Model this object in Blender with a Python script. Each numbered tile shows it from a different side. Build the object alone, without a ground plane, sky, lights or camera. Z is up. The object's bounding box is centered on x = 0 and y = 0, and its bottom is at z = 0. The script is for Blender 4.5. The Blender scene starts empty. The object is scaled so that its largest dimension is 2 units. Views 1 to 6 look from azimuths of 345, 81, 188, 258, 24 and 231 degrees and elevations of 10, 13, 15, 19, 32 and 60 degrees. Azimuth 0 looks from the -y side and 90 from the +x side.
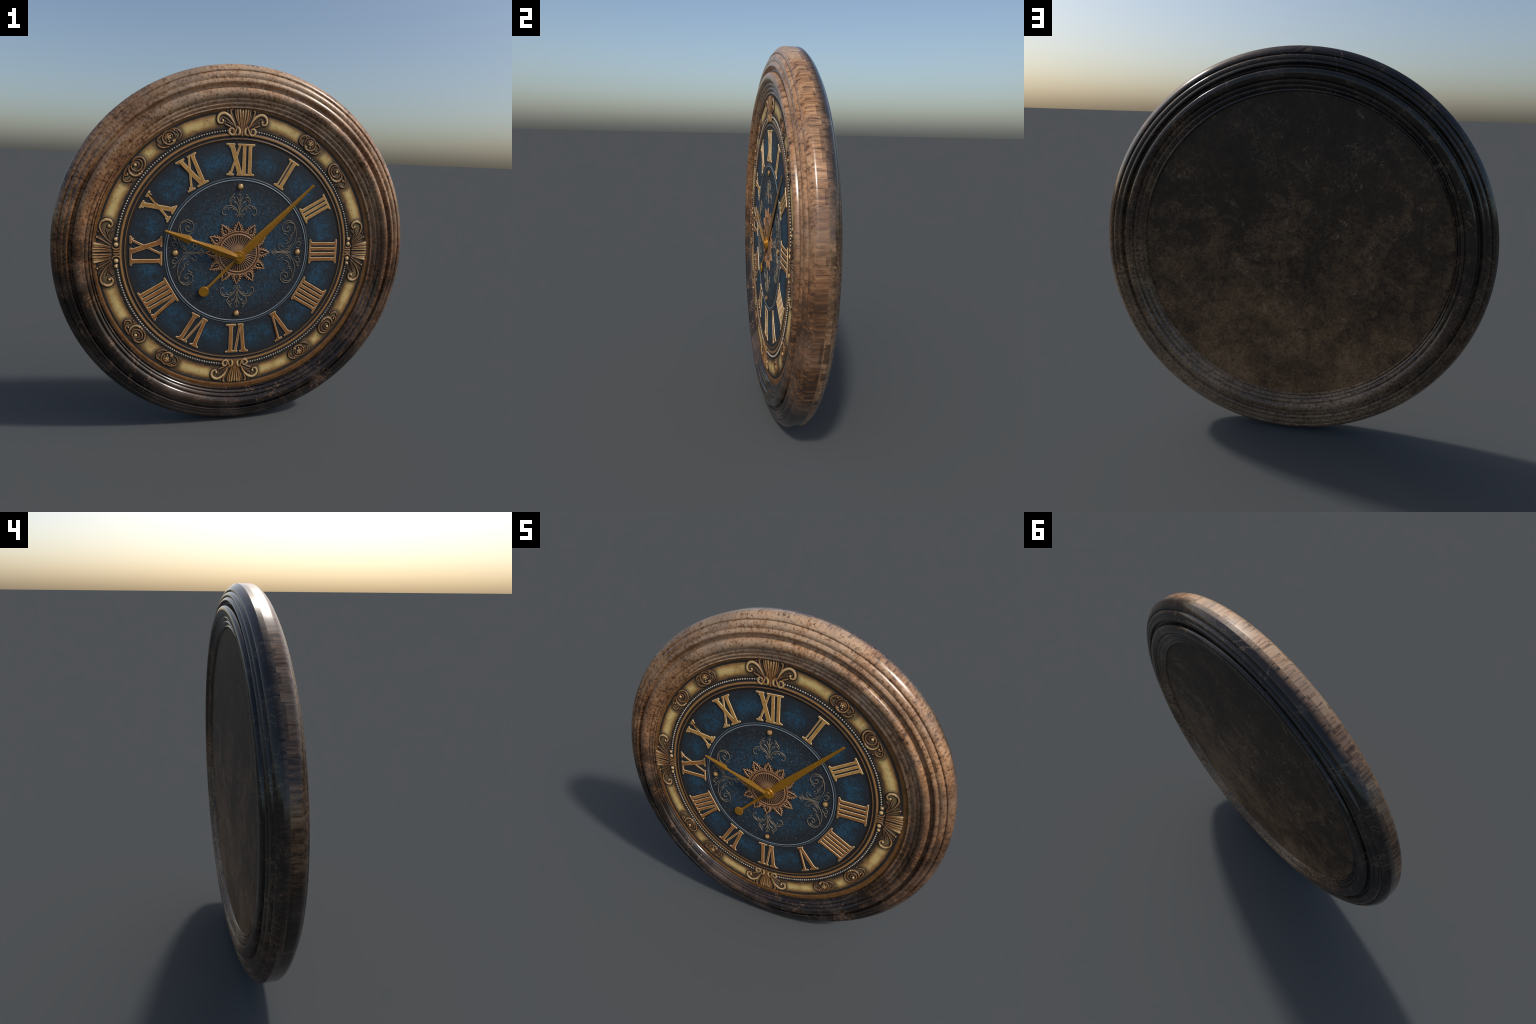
"""Antique round wall clock: turned wooden frame, painted dial with raised roman numerals,
gilt acanthus ornament, brass hands.  Front looks along -y, metres, z up."""
import bpy, bmesh, math, random
from math import sin, cos, pi, radians, hypot, atan2, sqrt
from mathutils import Vector
from mathutils.geometry import delaunay_2d_cdt

random.seed(11)
COL = bpy.context.scene.collection
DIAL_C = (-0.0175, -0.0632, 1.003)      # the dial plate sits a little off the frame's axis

# ------------------------------------------------------------------ helpers
def add_object(name, mesh, parent=None, loc=(0, 0, 0), mats=(), smooth=True, angle=35):
    ob = bpy.data.objects.new(name, mesh)
    COL.objects.link(ob)
    ob.parent = parent
    ob.location = loc
    for m in mats:
        if m.name not in [s.name for s in mesh.materials if s]:
            mesh.materials.append(m)
    if smooth and len(mesh.polygons):
        mesh.polygons.foreach_set("use_smooth", [True] * len(mesh.polygons))
        if angle and hasattr(mesh, "set_sharp_from_angle"):
            mesh.set_sharp_from_angle(angle=radians(angle))
    return ob

def mesh_from(name, verts, faces):
    me = bpy.data.meshes.new(name)
    me.from_pydata(verts, [], faces)
    me.validate()
    me.update()
    return me

def fix_normals(me):
    bm = bmesh.new(); bm.from_mesh(me)
    bmesh.ops.recalc_face_normals(bm, faces=bm.faces)
    bm.to_mesh(me); bm.free()

def lathe(name, prof, seg=256, close=False, shift=None):
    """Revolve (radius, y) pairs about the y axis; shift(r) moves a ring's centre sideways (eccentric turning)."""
    V, F = [], []
    n = len(prof)
    for i in range(seg):
        a = 2 * pi * i / seg
        for r, y in prof:
            ox, oz = shift(r) if shift else (0, 0)
            V.append((r * cos(a) + ox, y, r * sin(a) + oz))
    for i in range(seg):
        j = (i + 1) % seg
        for k in range(n if close else n - 1):
            l = (k + 1) % n
            F.append((i * n + k, i * n + l, j * n + l, j * n + k))
    return mesh_from(name, V, F)

def disc(name, radius, y, rings=1, seg=192):
    V, F = [(0, y, 0)], []
    for k in range(1, rings + 1):
        for i in range(seg):
            a = 2 * pi * i / seg
            V.append((radius * k / rings * cos(a), y, radius * k / rings * sin(a)))
    for i in range(seg):
        j = (i + 1) % seg
        F.append((0, 1 + i, 1 + j))
        for k in range(rings - 1):
            F.append((1 + k * seg + i, 1 + (k + 1) * seg + i, 1 + (k + 1) * seg + j, 1 + k * seg + j))
    return mesh_from(name, V, F)

def catmull(pts, per=7):
    if len(pts) < 3:
        (x0, y0), (x1, y1) = pts
        return [(x0 + (x1 - x0) * i / per, y0 + (y1 - y0) * i / per) for i in range(per + 1)]
    P = [(2 * pts[0][0] - pts[1][0], 2 * pts[0][1] - pts[1][1])] + list(pts) + \
        [(2 * pts[-1][0] - pts[-2][0], 2 * pts[-1][1] - pts[-2][1])]
    out = []
    for i in range(1, len(P) - 2):
        p0, p1, p2, p3 = P[i - 1:i + 3]
        for s in range(per):
            t = s / per
            out.append(tuple(0.5 * (2 * p1[k] + (p2[k] - p0[k]) * t + (2 * p0[k] - 5 * p1[k] + 4 * p2[k] - p3[k]) * t * t
                                    + (3 * p1[k] - p0[k] - 3 * p2[k] + p3[k]) * t ** 3) for k in (0, 1)))
    out.append(tuple(pts[-1]))
    return out

RISE = 0.0009         # least height of a stroke
SKIRT = 0.0030        # how far a stroke's foot sinks below its own plane
class Relief:
    """Collects domed strokes and beads lying on the plane y = 0, rising towards -y."""
    def __init__(self, grow=0.0):
        self.V, self.F, self.grow = [], [], grow   # grow > 0 makes the flat plate that draws an ornament's shadow
    FAT = 1.0
    def stroke(self, pts, w0, w1=None, wm=None, h=0.5, K=8, per=7, xf=None, cap=True):
        """Sweep a half-round bar along 2D points; half widths w0 (start), wm (middle), w1 (end)."""
        w1 = w0 if w1 is None else w1
        wm = (w0 + w1) / 2 if wm is None else wm
        p = catmull(pts, per)
        if xf: p = [xf(q) for q in p]
        L = [0]
        for a, b in zip(p, p[1:]): L.append(L[-1] + hypot(b[0] - a[0], b[1] - a[1]))
        tot = max(L[-1], 1e-6)
        base = len(self.V)
        n = len(p)
        for i, (x, z) in enumerate(p):
            a = p[max(i - 1, 0)]; b = p[min(i + 1, n - 1)]
            dx, dz = b[0] - a[0], b[1] - a[1]
            d = hypot(dx, dz) or 1
            nx, nz = -dz / d, dx / d
            t = L[i] / tot
            w = w0 * (1 - t) * (1 - 2 * t) + wm * 4 * t * (1 - t) + w1 * t * (2 * t - 1)
            w = max(w * self.FAT, 0.0006)
            if self.grow: w, h = w + self.grow, -0.05
            if cap:
                e = min(L[i], tot - L[i]) / max(w, 1e-5)
                w *= sqrt(max(0.06, 1 - max(0, 1 - e) ** 2))
            for j in range(K + 1):
                g = pi * j / K
                self.V.append((x + nx * w * cos(g), -(h * w + RISE) * sin(g) if 0 < j < K else SKIRT, z + nz * w * cos(g)))
        for i in range(n - 1):
            for j in range(K):
                a = base + i * (K + 1) + j
                self.F.append((a, a + 1, a + K + 2, a + K + 1))
        self.F.append(tuple(base + j for j in range(K + 1)))
        self.F.append(tuple(base + (n - 1) * (K + 1) + j for j in reversed(range(K + 1))))
    def bead(self, c, r, h=0.9, seg=14, rings=5, xf=None, ry=None):
        if xf: c = xf(c)
        if self.grow: r, h = r + self.grow, 0.05
        base = len(self.V)
        for k in range(rings):
            g = (pi / 2) * k / rings
            for i in range(seg):
                a = 2 * pi * i / seg
                self.V.append((c[0] + r * cos(g) * cos(a), -h * r * sin(g) + (SKIRT if k == 0 else 0), c[1] + r * cos(g) * sin(a)))
        self.V.append((c[0], -h * r, c[1]))
        for k in range(rings - 1):
            for i in range(seg):
                j = (i + 1) % seg
                self.F.append((base + k * seg + i, base + k * seg + j, base + (k + 1) * seg + j, base + (k + 1) * seg + i))
        for i in range(seg):
            self.F.append((base + (rings - 1) * seg + i, base + (rings - 1) * seg + (i + 1) % seg, base + rings * seg))
    def mesh(self, name):
        me = mesh_from(name, self.V, self.F)
        fix_normals(me)
        return me

def mirror_x(me, name):
    """Mirrored copy of a mesh (x -> -x)."""
    m = me.copy(); m.name = name
    bm = bmesh.new(); bm.from_mesh(m)
    for v in bm.verts: v.co.x = -v.co.x
    bmesh.ops.reverse_faces(bm, faces=bm.faces)
    bm.to_mesh(m); bm.free()
    return m

# ------------------------------------------------------------------ node helpers
class Mat:
    def __init__(self, name):
        self.m = bpy.data.materials.new(name)
        self.m.use_nodes = True
        self.nt = self.m.node_tree
        self.N = self.nt.nodes
        self.bsdf = self.N["Principled BSDF"]
        self.tc = self.N.new("ShaderNodeTexCoord")
        self.obj = self.tc.outputs["Object"]
    def link(self, a, b): self.nt.links.new(a, b)
    def _in(self, sock, v):
        if hasattr(v, "is_linked") or hasattr(v, "links"): self.link(v, sock)
        else: sock.default_value = v
    def math(self, op, a, b=None, c=None, clamp=False):
        n = self.N.new("ShaderNodeMath"); n.operation = op; n.use_clamp = clamp
        self._in(n.inputs[0], a)
        if b is not None: self._in(n.inputs[1], b)
        if c is not None: self._in(n.inputs[2], c)
        return n.outputs[0]
    def vmath(self, op, a, b=None):
        n = self.N.new("ShaderNodeVectorMath"); n.operation = op
        self._in(n.inputs[0], a)
        if b is not None: self._in(n.inputs[1], b)
        return n.outputs["Value"] if op in ("DISTANCE", "LENGTH") else n.outputs[0]
    def mapping(self, scale=(1, 1, 1), loc=(0, 0, 0), src=None):
        n = self.N.new("ShaderNodeMapping")
        n.inputs["Scale"].default_value = scale
        n.inputs["Location"].default_value = loc
        self.link(src or self.obj, n.inputs["Vector"])
        return n.outputs[0]
    def noise(self, vec, scale, detail=6, rough=0.6, dist=0.0):
        n = self.N.new("ShaderNodeTexNoise")
        self.link(vec, n.inputs["Vector"])
        n.inputs["Scale"].default_value = scale
        n.inputs["Detail"].default_value = detail
        n.inputs["Roughness"].default_value = rough
        n.inputs["Distortion"].default_value = dist
        return n.outputs["Fac"]
    def voronoi(self, vec, scale, feature="F1", rnd=1.0):
        n = self.N.new("ShaderNodeTexVoronoi"); n.feature = feature
        self.link(vec, n.inputs["Vector"]); n.inputs["Scale"].default_value = scale
        n.inputs["Randomness"].default_value = rnd
        return n.outputs["Distance"]
    def step(self, v, lo, hi, a=0.0, b=1.0):
        n = self.N.new("ShaderNodeMapRange"); n.interpolation_type = "SMOOTHSTEP"
        self._in(n.inputs[0], v)
        n.inputs[1].default_value = lo; n.inputs[2].default_value = hi
        n.inputs[3].default_value = a; n.inputs[4].default_value = b
        return n.outputs[0]
    def ramp(self, v, stops):
        n = self.N.new("ShaderNodeValToRGB")
        e = n.color_ramp.elements
        while len(e) < len(stops): e.new(0.5)
        for el, (p, c) in zip(e, stops):
            el.position = p; el.color = (*c, 1)
        self._in(n.inputs[0], v)
        return n.outputs[0]
    def mix(self, f, a, b, mode="MIX"):
        n = self.N.new("ShaderNodeMix"); n.data_type = "RGBA"; n.blend_type = mode
        self._in(n.inputs[0], f)
        for s, v in ((n.inputs[6], a), (n.inputs[7], b)):
            if isinstance(v, tuple): s.default_value = (*v, 1)
            else: self.link(v, s)
        return n.outputs[2]
    def sep(self, v=None):
        n = self.N.new("ShaderNodeSeparateXYZ"); self.link(v or self.obj, n.inputs[0])
        return n.outputs
    def comb(self, x, y, z):
        n = self.N.new("ShaderNodeCombineXYZ")
        for s, v in zip(n.inputs, (x, y, z)): self._in(s, v)
        return n.outputs[0]
    def bump(self, h, strength=0.3, distance=0.004):
        n = self.N.new("ShaderNodeBump")
        n.inputs["Strength"].default_value = strength; n.inputs["Distance"].default_value = distance
        self.link(h, n.inputs["Height"]); self.link(n.outputs[0], self.bsdf.inputs["Normal"])
    def out(self, color=None, rough=None, metallic=None, spec=None, coat=None, coat_rough=None):
        b = self.bsdf.inputs
        if color is not None:
            if isinstance(color, tuple): b["Base Color"].default_value = (*color, 1)
            else: self.link(color, b["Base Color"])
        for k, v in (("Roughness", rough), ("Metallic", metallic), ("Specular IOR Level", spec),
                     ("Coat Weight", coat), ("Coat Roughness", coat_rough)):
            if v is not None: self._in(b[k], v)
        return self.m

# ------------------------------------------------------------------ materials
def wood_material(name, back=False):
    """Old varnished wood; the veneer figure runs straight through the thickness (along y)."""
    M = Mat(name)
    v = M.mapping((1, 0.55, 1), (7.3, 0, 2.1)) if back else M.mapping((1, 0.10, 1))
    x, y, z = M.sep()
    big = M.noise(v, 2.2, 5, 0.62, 0.4)
    mid = M.noise(v, 9, 6, 0.65, 0.6)
    grain = M.noise(v, 74, 6, 0.70)
    fleck = M.noise(v, 95, 3, 0.6)
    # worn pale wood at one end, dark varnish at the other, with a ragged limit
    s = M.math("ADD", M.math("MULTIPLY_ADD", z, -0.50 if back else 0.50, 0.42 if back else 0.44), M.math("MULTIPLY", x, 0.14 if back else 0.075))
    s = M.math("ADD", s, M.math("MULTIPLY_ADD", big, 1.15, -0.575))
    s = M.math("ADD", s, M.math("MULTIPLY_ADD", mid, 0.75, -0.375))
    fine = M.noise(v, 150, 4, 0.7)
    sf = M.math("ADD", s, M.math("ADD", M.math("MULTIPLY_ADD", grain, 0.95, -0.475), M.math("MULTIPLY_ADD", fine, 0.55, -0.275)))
    if back:
        base = M.ramp(sf, [(0.0, (0.018, 0.014, 0.011)), (0.33, (0.044, 0.031, 0.022)), (0.56, (0.13, 0.074, 0.040)),
                          (0.78, (0.26, 0.160, 0.090)), (1.0, (0.36, 0.235, 0.145))])
        hi = (0.30, 0.195, 0.120)
    else:
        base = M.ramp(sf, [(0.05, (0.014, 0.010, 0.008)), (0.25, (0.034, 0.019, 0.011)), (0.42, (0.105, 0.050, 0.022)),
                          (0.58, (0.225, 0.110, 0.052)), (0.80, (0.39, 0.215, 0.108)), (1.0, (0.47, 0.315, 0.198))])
        hi = (0.34, 0.19, 0.105)
    # dark pores, pale scuffs
    pores = M.step(grain, 0.34, 0.50)
    col = M.mix(M.math("MULTIPLY_ADD", pores, -0.75, 0.75), base, (0.028, 0.017, 0.012))
    scuff = M.math("MULTIPLY", M.step(grain, 0.57, 0.74), M.step(mid, 0.42, 0.62))
    col = M.mix(M.math("MULTIPLY", scuff, 0.7), col, hi)
    spots = M.step(fleck, 0.66, 0.78)
    col = M.mix(M.math("MULTIPLY", spots, 0.35), col, (0.40, 0.28, 0.20) if not back else (0.2, 0.15, 0.11))
    crack = M.noise(v, 6, 6, 0.65, 1.2)
    crack = M.math("SUBTRACT", 1.0, M.step(M.math("ABSOLUTE", M.math("SUBTRACT", crack, 0.5)), 0.0, 0.013))
    crack = M.math("MULTIPLY", M.math("MULTIPLY", crack, M.step(mid, 0.46, 0.58)), M.step(s, 0.45, 0.75, 0.6, 0.0))
    col = M.mix(crack, col, hi)
    patch = M.noise(v, 4.5, 3, 0.5)
    tone = M.noise(v, 1.7, 4, 0.55)
    col = M.mix(M.step(tone, 0.50, 0.66, 0.0, 0.55), col, (0.085, 0.052, 0.036) if not back else (0.09, 0.06, 0.04))
    col = M.mix(M.step(patch, 0.50, 0.64, 0.0, 0.32), col, (0.115, 0.085, 0.068) if not back else (0.05, 0.038, 0.03))
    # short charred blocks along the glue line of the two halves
    ang = M.math("ARCTAN2", x, z)
    cell = M.math("FLOOR", M.math("MULTIPLY_ADD", ang, 17.0, M.math("MULTIPLY", M.math("SINE", M.math("MULTIPLY", ang, 9.0)), 1.3)))
    wn = M.N.new("ShaderNodeTexWhiteNoise"); wn.noise_dimensions = "1D"; M.link(cell, wn.inputs["W"])
    rad = M.math("SQRT", M.math("ADD", M.math("MULTIPLY", x, x), M.math("MULTIPLY", z, z)))
    edge = M.step(rad, 0.9968, 0.9976)
    char = M.math("MULTIPLY", M.math("MULTIPLY", edge, M.math("GREATER_THAN", wn.outputs["Value"], 0.62)), M.math("GREATER_THAN", y, 0.016 if back else -0.004))
    streak = M.noise(M.comb(M.math("MULTIPLY", ang, 60.0), M.math("MULTIPLY", y, 4.0), 0.0), 1.0, 3, 0.7)
    col = M.mix(M.math("MULTIPLY", edge, M.step(streak, 0.48, 0.66, 0.0, 0.65)), col, (0.06, 0.035, 0.022))
    col = M.mix(M.math("MULTIPLY", char, 0.72 if back else 0.5), col, (0.016, 0.012, 0.010))
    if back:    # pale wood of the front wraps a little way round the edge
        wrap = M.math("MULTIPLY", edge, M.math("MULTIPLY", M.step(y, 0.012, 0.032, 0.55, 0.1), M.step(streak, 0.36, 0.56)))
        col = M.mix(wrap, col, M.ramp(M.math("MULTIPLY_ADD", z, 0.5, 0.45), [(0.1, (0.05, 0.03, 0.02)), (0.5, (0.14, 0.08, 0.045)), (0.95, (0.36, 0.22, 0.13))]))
    rough = M.step(s, 0.40, 0.90, 0.11, 0.27)
    rough = M.math("ADD", rough, M.math("MULTIPLY", grain, 0.05))
    M.bump(M.math("MULTIPLY_ADD", grain, 0.7, M.math("MULTIPLY", mid, 0.3)), 0.07, 0.002)
    return M.out(col, rough, 0.0, 0.5)

def backboard_material():
    M = Mat("dark_stained_board")
    x, y, z = M.sep()
    v = M.mapping((1, 1, 1), (3, 0, 1))
    big = M.noise(v, 2.6, 6, 0.65, 0.8)
    mid = M.noise(v, 9, 7, 0.7, 1.0)
    fine = M.noise(v, 85, 5, 0.75)
    s = M.math("ADD", M.math("MULTIPLY_ADD", z, -0.40, 0.36), M.math("MULTIPLY_ADD", big, 0.8, -0.40))
    s = M.math("ADD", s, M.math("MULTIPLY_ADD", mid, 0.9, -0.45))
    s = M.math("ADD", s, M.math("MULTIPLY_ADD", fine, 0.9, -0.45))
    col = M.ramp(s, [(0.0, (0.030, 0.020, 0.012)), (0.28, (0.056, 0.035, 0.020)), (0.54, (0.155, 0.086, 0.042)),
                     (0.88, (0.30, 0.178, 0.090))])
    rub = M.noise(v, 3.6, 3, 0.5, 0.5)
    dust = M.math("MULTIPLY", M.step(rub, 0.54, 0.74), M.step(fine, 0.44, 0.68))
    col = M.mix(M.math("MULTIPLY", dust, 0.45), col, (0.27, 0.185, 0.125))
    vein = M.noise(v, 7, 5, 0.6, 1.6)
    vein = M.math("SUBTRACT", 1.0, M.step(M.math("ABSOLUTE", M.math("SUBTRACT", vein, 0.5)), 0.0, 0.012))
    vein = M.math("MULTIPLY", vein, M.step(mid, 0.50, 0.62))
    col = M.mix(M.math("MULTIPLY", vein, 0.75), col, (0.32, 0.235, 0.17))
    col = M.mix(M.step(fine, 0.30, 0.5, 0.45, 0.0), col, (0.016, 0.013, 0.011))
    M.bump(fine, 0.12, 0.002)
    return M.out(col, 0.47, 0, 0.30)

def polar(M):
    x, y, z = M.sep()
    r = M.math("SQRT", M.math("ADD", M.math("MULTIPLY", x, x), M.math("MULTIPLY", z, z)))
    return x, z, r

def enamel_material():
    """Dark blue enamel: brighter clouds between the numerals, shadow painted dark round them, brass flecks inside."""
    M = Mat("blue_enamel")
    x, z, r = polar(M)
    ang = M.math("ARCTAN2", x, z)
    gap = M.math("MULTIPLY_ADD", M.math("COSINE", M.math("MULTIPLY", ang, 12.0)), -0.5, 0.5)
    cloud = M.noise(M.obj, 9, 6, 0.7, 0.3)
    fine = M.noise(M.obj, 70, 5, 0.75)
    grit = M.noise(M.obj, 100, 3, 0.75)
    radial = M.math("MULTIPLY", M.step(r, 0.405, 0.50), M.step(r, 0.485, 0.60, 1.0, 0.0))
    outer = M.math("MULTIPLY", M.math("MULTIPLY", M.step(gap, 0.02, 0.75), radial), M.step(cloud, 0.30, 0.60))
    inner = M.math("MULTIPLY", M.step(r, 0.25, 0.385, 0.95, 0.0), M.step(cloud, 0.28, 0.66, 0.25, 1.0))
    blue = M.math("ADD", M.math("MULTIPLY", outer, 1.0), M.math("MULTIPLY", inner, 0.66), clamp=True)
    wear = M.noise(M.obj, 26, 5, 0.75, 0.4)
    blue = M.math("MULTIPLY", blue, M.step(wear, 0.36, 0.58, 0.35, 1.1))
    blue = M.math("MULTIPLY", blue, M.step(fine, 0.36, 0.62, 0.15, 1.3))
    col = M.mix(blue, (0.022, 0.026, 0.031), (0.023, 0.092, 0.158))
    # flecks of brass and of pale blue showing through the enamel
    flecks = M.math("MULTIPLY", M.step(grit, 0.53, 0.66), M.step(fine, 0.44, 0.60))
    inside = M.step(r, 0.395, 0.40, 1.0, 0.30)
    col = M.mix(M.math("MULTIPLY", M.math("MULTIPLY", flecks, inside), 0.8), col,
                M.mix(M.step(cloud, 0.42, 0.58), (0.19, 0.15, 0.10), (0.11, 0.17, 0.24)))
    M.bump(fine, 0.15, 0.002)
    return M.out(col, 0.55, 0, 0.3)

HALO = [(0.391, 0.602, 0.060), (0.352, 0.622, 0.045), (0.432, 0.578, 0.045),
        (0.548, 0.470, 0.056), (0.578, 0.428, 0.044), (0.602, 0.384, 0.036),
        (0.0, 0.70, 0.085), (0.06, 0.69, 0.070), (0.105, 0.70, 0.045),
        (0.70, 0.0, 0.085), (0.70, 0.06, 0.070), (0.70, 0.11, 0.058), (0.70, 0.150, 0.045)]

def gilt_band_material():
    """Pale gilding, brown towards the edges and with a shadow halo painted round the mounted ornament."""
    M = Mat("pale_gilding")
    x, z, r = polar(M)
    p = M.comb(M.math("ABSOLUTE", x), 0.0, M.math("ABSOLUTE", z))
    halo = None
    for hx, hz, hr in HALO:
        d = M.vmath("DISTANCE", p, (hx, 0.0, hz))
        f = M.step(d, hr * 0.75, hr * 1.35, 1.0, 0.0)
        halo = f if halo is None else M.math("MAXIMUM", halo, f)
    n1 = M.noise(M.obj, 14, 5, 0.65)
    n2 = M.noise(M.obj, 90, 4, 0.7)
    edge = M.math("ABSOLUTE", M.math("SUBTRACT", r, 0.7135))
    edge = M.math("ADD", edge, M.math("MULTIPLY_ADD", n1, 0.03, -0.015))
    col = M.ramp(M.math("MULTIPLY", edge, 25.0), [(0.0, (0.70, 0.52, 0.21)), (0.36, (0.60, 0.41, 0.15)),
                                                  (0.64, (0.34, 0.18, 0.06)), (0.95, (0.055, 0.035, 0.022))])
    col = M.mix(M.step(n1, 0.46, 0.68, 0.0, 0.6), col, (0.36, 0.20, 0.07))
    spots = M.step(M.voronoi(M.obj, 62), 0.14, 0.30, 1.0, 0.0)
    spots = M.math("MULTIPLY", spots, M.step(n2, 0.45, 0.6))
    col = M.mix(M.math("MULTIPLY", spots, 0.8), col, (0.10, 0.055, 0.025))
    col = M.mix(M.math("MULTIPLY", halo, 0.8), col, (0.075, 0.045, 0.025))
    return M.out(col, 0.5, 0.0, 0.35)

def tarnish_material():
    M = Mat("black_tarnish")  # also colours the drop-shadow plates under numerals and ornaments
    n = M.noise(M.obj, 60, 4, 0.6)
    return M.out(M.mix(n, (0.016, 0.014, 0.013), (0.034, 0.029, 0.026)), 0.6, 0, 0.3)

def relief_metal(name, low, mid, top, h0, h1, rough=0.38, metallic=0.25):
    """Relief metal: shade tinted into the low parts, highlights into the crests, by height."""
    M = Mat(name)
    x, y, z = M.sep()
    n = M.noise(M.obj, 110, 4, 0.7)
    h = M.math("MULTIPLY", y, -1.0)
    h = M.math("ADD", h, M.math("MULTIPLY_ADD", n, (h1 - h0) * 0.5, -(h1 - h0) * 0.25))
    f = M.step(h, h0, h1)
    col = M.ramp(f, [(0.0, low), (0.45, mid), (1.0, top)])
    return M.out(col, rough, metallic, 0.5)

def numeral_material(name, a, b):
    M = Mat(name)
    n = M.noise(M.obj, 22, 5, 0.65)
    f = M.noise(M.obj, 130, 3, 0.6)
    col = M.mix(M.step(n, 0.32, 0.68), a, b)
    col = M.mix(M.step(f, 0.38, 0.52, 0.35, 0.0), col, tuple(c * 0.45 for c in b))
    return M.out(col, 0.45, 0.0, 0.35)

def plain(name, c, rough=0.4, metallic=0.0, var=0.25, scale=60, spec=0.5):
    M = Mat(name)
    n = M.noise(M.obj, scale, 5, 0.65)
    col = M.mix(M.step(n, 0.3, 0.7), tuple(v * (1 - var) for v in c), tuple(min(1, v * (1 + var)) for v in c))
    return M.out(col, rough, metallic, spec)

WOOD_F = wood_material("worn_varnished_wood")
WOOD_B = wood_material("dark_varnished_wood", back=True)
BOARD = backboard_material()
ENAMEL = enamel_material()
GILT = gilt_band_material()
TARN = tarnish_material()
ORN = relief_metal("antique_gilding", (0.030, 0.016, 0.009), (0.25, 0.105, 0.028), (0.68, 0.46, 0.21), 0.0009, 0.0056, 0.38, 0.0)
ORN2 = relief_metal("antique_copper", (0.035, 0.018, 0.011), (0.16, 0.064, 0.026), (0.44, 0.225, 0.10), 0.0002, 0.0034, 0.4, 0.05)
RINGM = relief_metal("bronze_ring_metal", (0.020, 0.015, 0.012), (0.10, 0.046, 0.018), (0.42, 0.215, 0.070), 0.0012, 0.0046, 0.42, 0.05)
LIP = plain("brown_gilt_lip", (0.17, 0.075, 0.022), 0.45, 0.0, 0.3, 30, 0.35)
PEARL = plain("rubbed_silver_gilt", (0.42, 0.355, 0.28), 0.35, 0.2, 0.25, 80)
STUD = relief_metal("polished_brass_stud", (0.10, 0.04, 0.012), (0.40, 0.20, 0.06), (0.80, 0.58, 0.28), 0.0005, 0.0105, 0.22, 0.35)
STEEL = relief_metal("blued_steel", (0.016, 0.021, 0.026), (0.065, 0.092, 0.112), (0.42, 0.46, 0.50), 0.0004, 0.0026, 0.35, 0.2)  # top colour lightened to paint the highlight lines on the ring
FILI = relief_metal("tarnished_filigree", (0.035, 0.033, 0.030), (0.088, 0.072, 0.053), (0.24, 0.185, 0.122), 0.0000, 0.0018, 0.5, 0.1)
BRASS_NUM = numeral_material("old_gold", (0.43, 0.200, 0.048), (0.57, 0.315, 0.092))
BROWN_NUM = numeral_material("brown_numeral", (0.28, 0.102, 0.027), (0.41, 0.178, 0.050))
EDGE_NUM = plain("painted_edge_highlight", (0.78, 0.57, 0.32), 0.36, 0.0, 0.2, 60)
HAND = plain("brass_hand", (0.34, 0.155, 0.012), 0.24, 0.30, 0.2, 140)

# ------------------------------------------------------------------ the clock
clock = bpy.data.objects.new("wall_clock", None)
COL.objects.link(clock)
clock["label"] = "round antique wall clock with wooden frame and blue roman dial"
clock["category"] = "clock"

# ---- frame: one moulding profile (radius, depth), used in front and mirrored behind
PROFILE = [(0.782, 0.052), (0.7822, 0.0620), (0.7840, 0.0695), (0.787, 0.0738), (0.7905, 0.0738), (0.794, 0.0712), (0.797, 0.0690),
           (0.8005, 0.0725), (0.805, 0.0785), (0.809, 0.0800), (0.813, 0.0785), (0.8165, 0.0752),
           (0.821, 0.0795), (0.826, 0.0845), (0.831, 0.0856), (0.835, 0.0842), (0.8375, 0.0820),
           (0.840, 0.0868), (0.845, 0.0932), (0.852, 0.0970), (0.861, 0.0988), (0.869, 0.0985), (0.878, 0.0958), (0.8845, 0.0920),
           (0.8880, 0.0860), (0.8895, 0.0760), (0.8908, 0.0690), (0.8940, 0.0645), (0.9000, 0.0635), (0.9060, 0.0665),
           (0.9090, 0.0750), (0.9120, 0.0815), (0.9160, 0.0836), (0.921, 0.0822), (0.928, 0.0780), (0.9315, 0.0742),
           (0.9345, 0.0748), (0.940, 0.0762), (0.947, 0.0752), (0.954, 0.0712), (0.9600, 0.0650), (0.9620, 0.0600),
           (0.9632, 0.0585), (0.9650, 0.0600), (0.968, 0.0618), (0.972, 0.0612), (0.978, 0.0580), (0.985, 0.0522), (0.991, 0.0460), (0.996, 0.0395), (0.9988, 0.0335), (1.0, 0.0270)]
RIM_R, RIM_C = 1.0, (0.0016, 0.0)
def lerp_steps(r, steps):
    if r <= steps[0][0]: return steps[0][1]
    for (a, va), (b, vb) in zip(steps, steps[1:]):
        if r <= b: return va + (vb - va) * (r - a) / (b - a)
    return steps[-1][1]
def eccentric(side):
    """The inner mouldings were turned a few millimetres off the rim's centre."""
    def f(r):
        ox = lerp_steps(r, [(0.788, -0.004), (0.816, 0.0080), (0.838, 0.0080), (0.884, -0.0005), (0.912, -0.0005), (0.962, RIM_C[0])])
        oz = lerp_steps(r, [(0.895, side * 0.0125), (0.962, RIM_C[1])])
        return (ox, oz)
    return f
SEAM = 0.010
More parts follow.
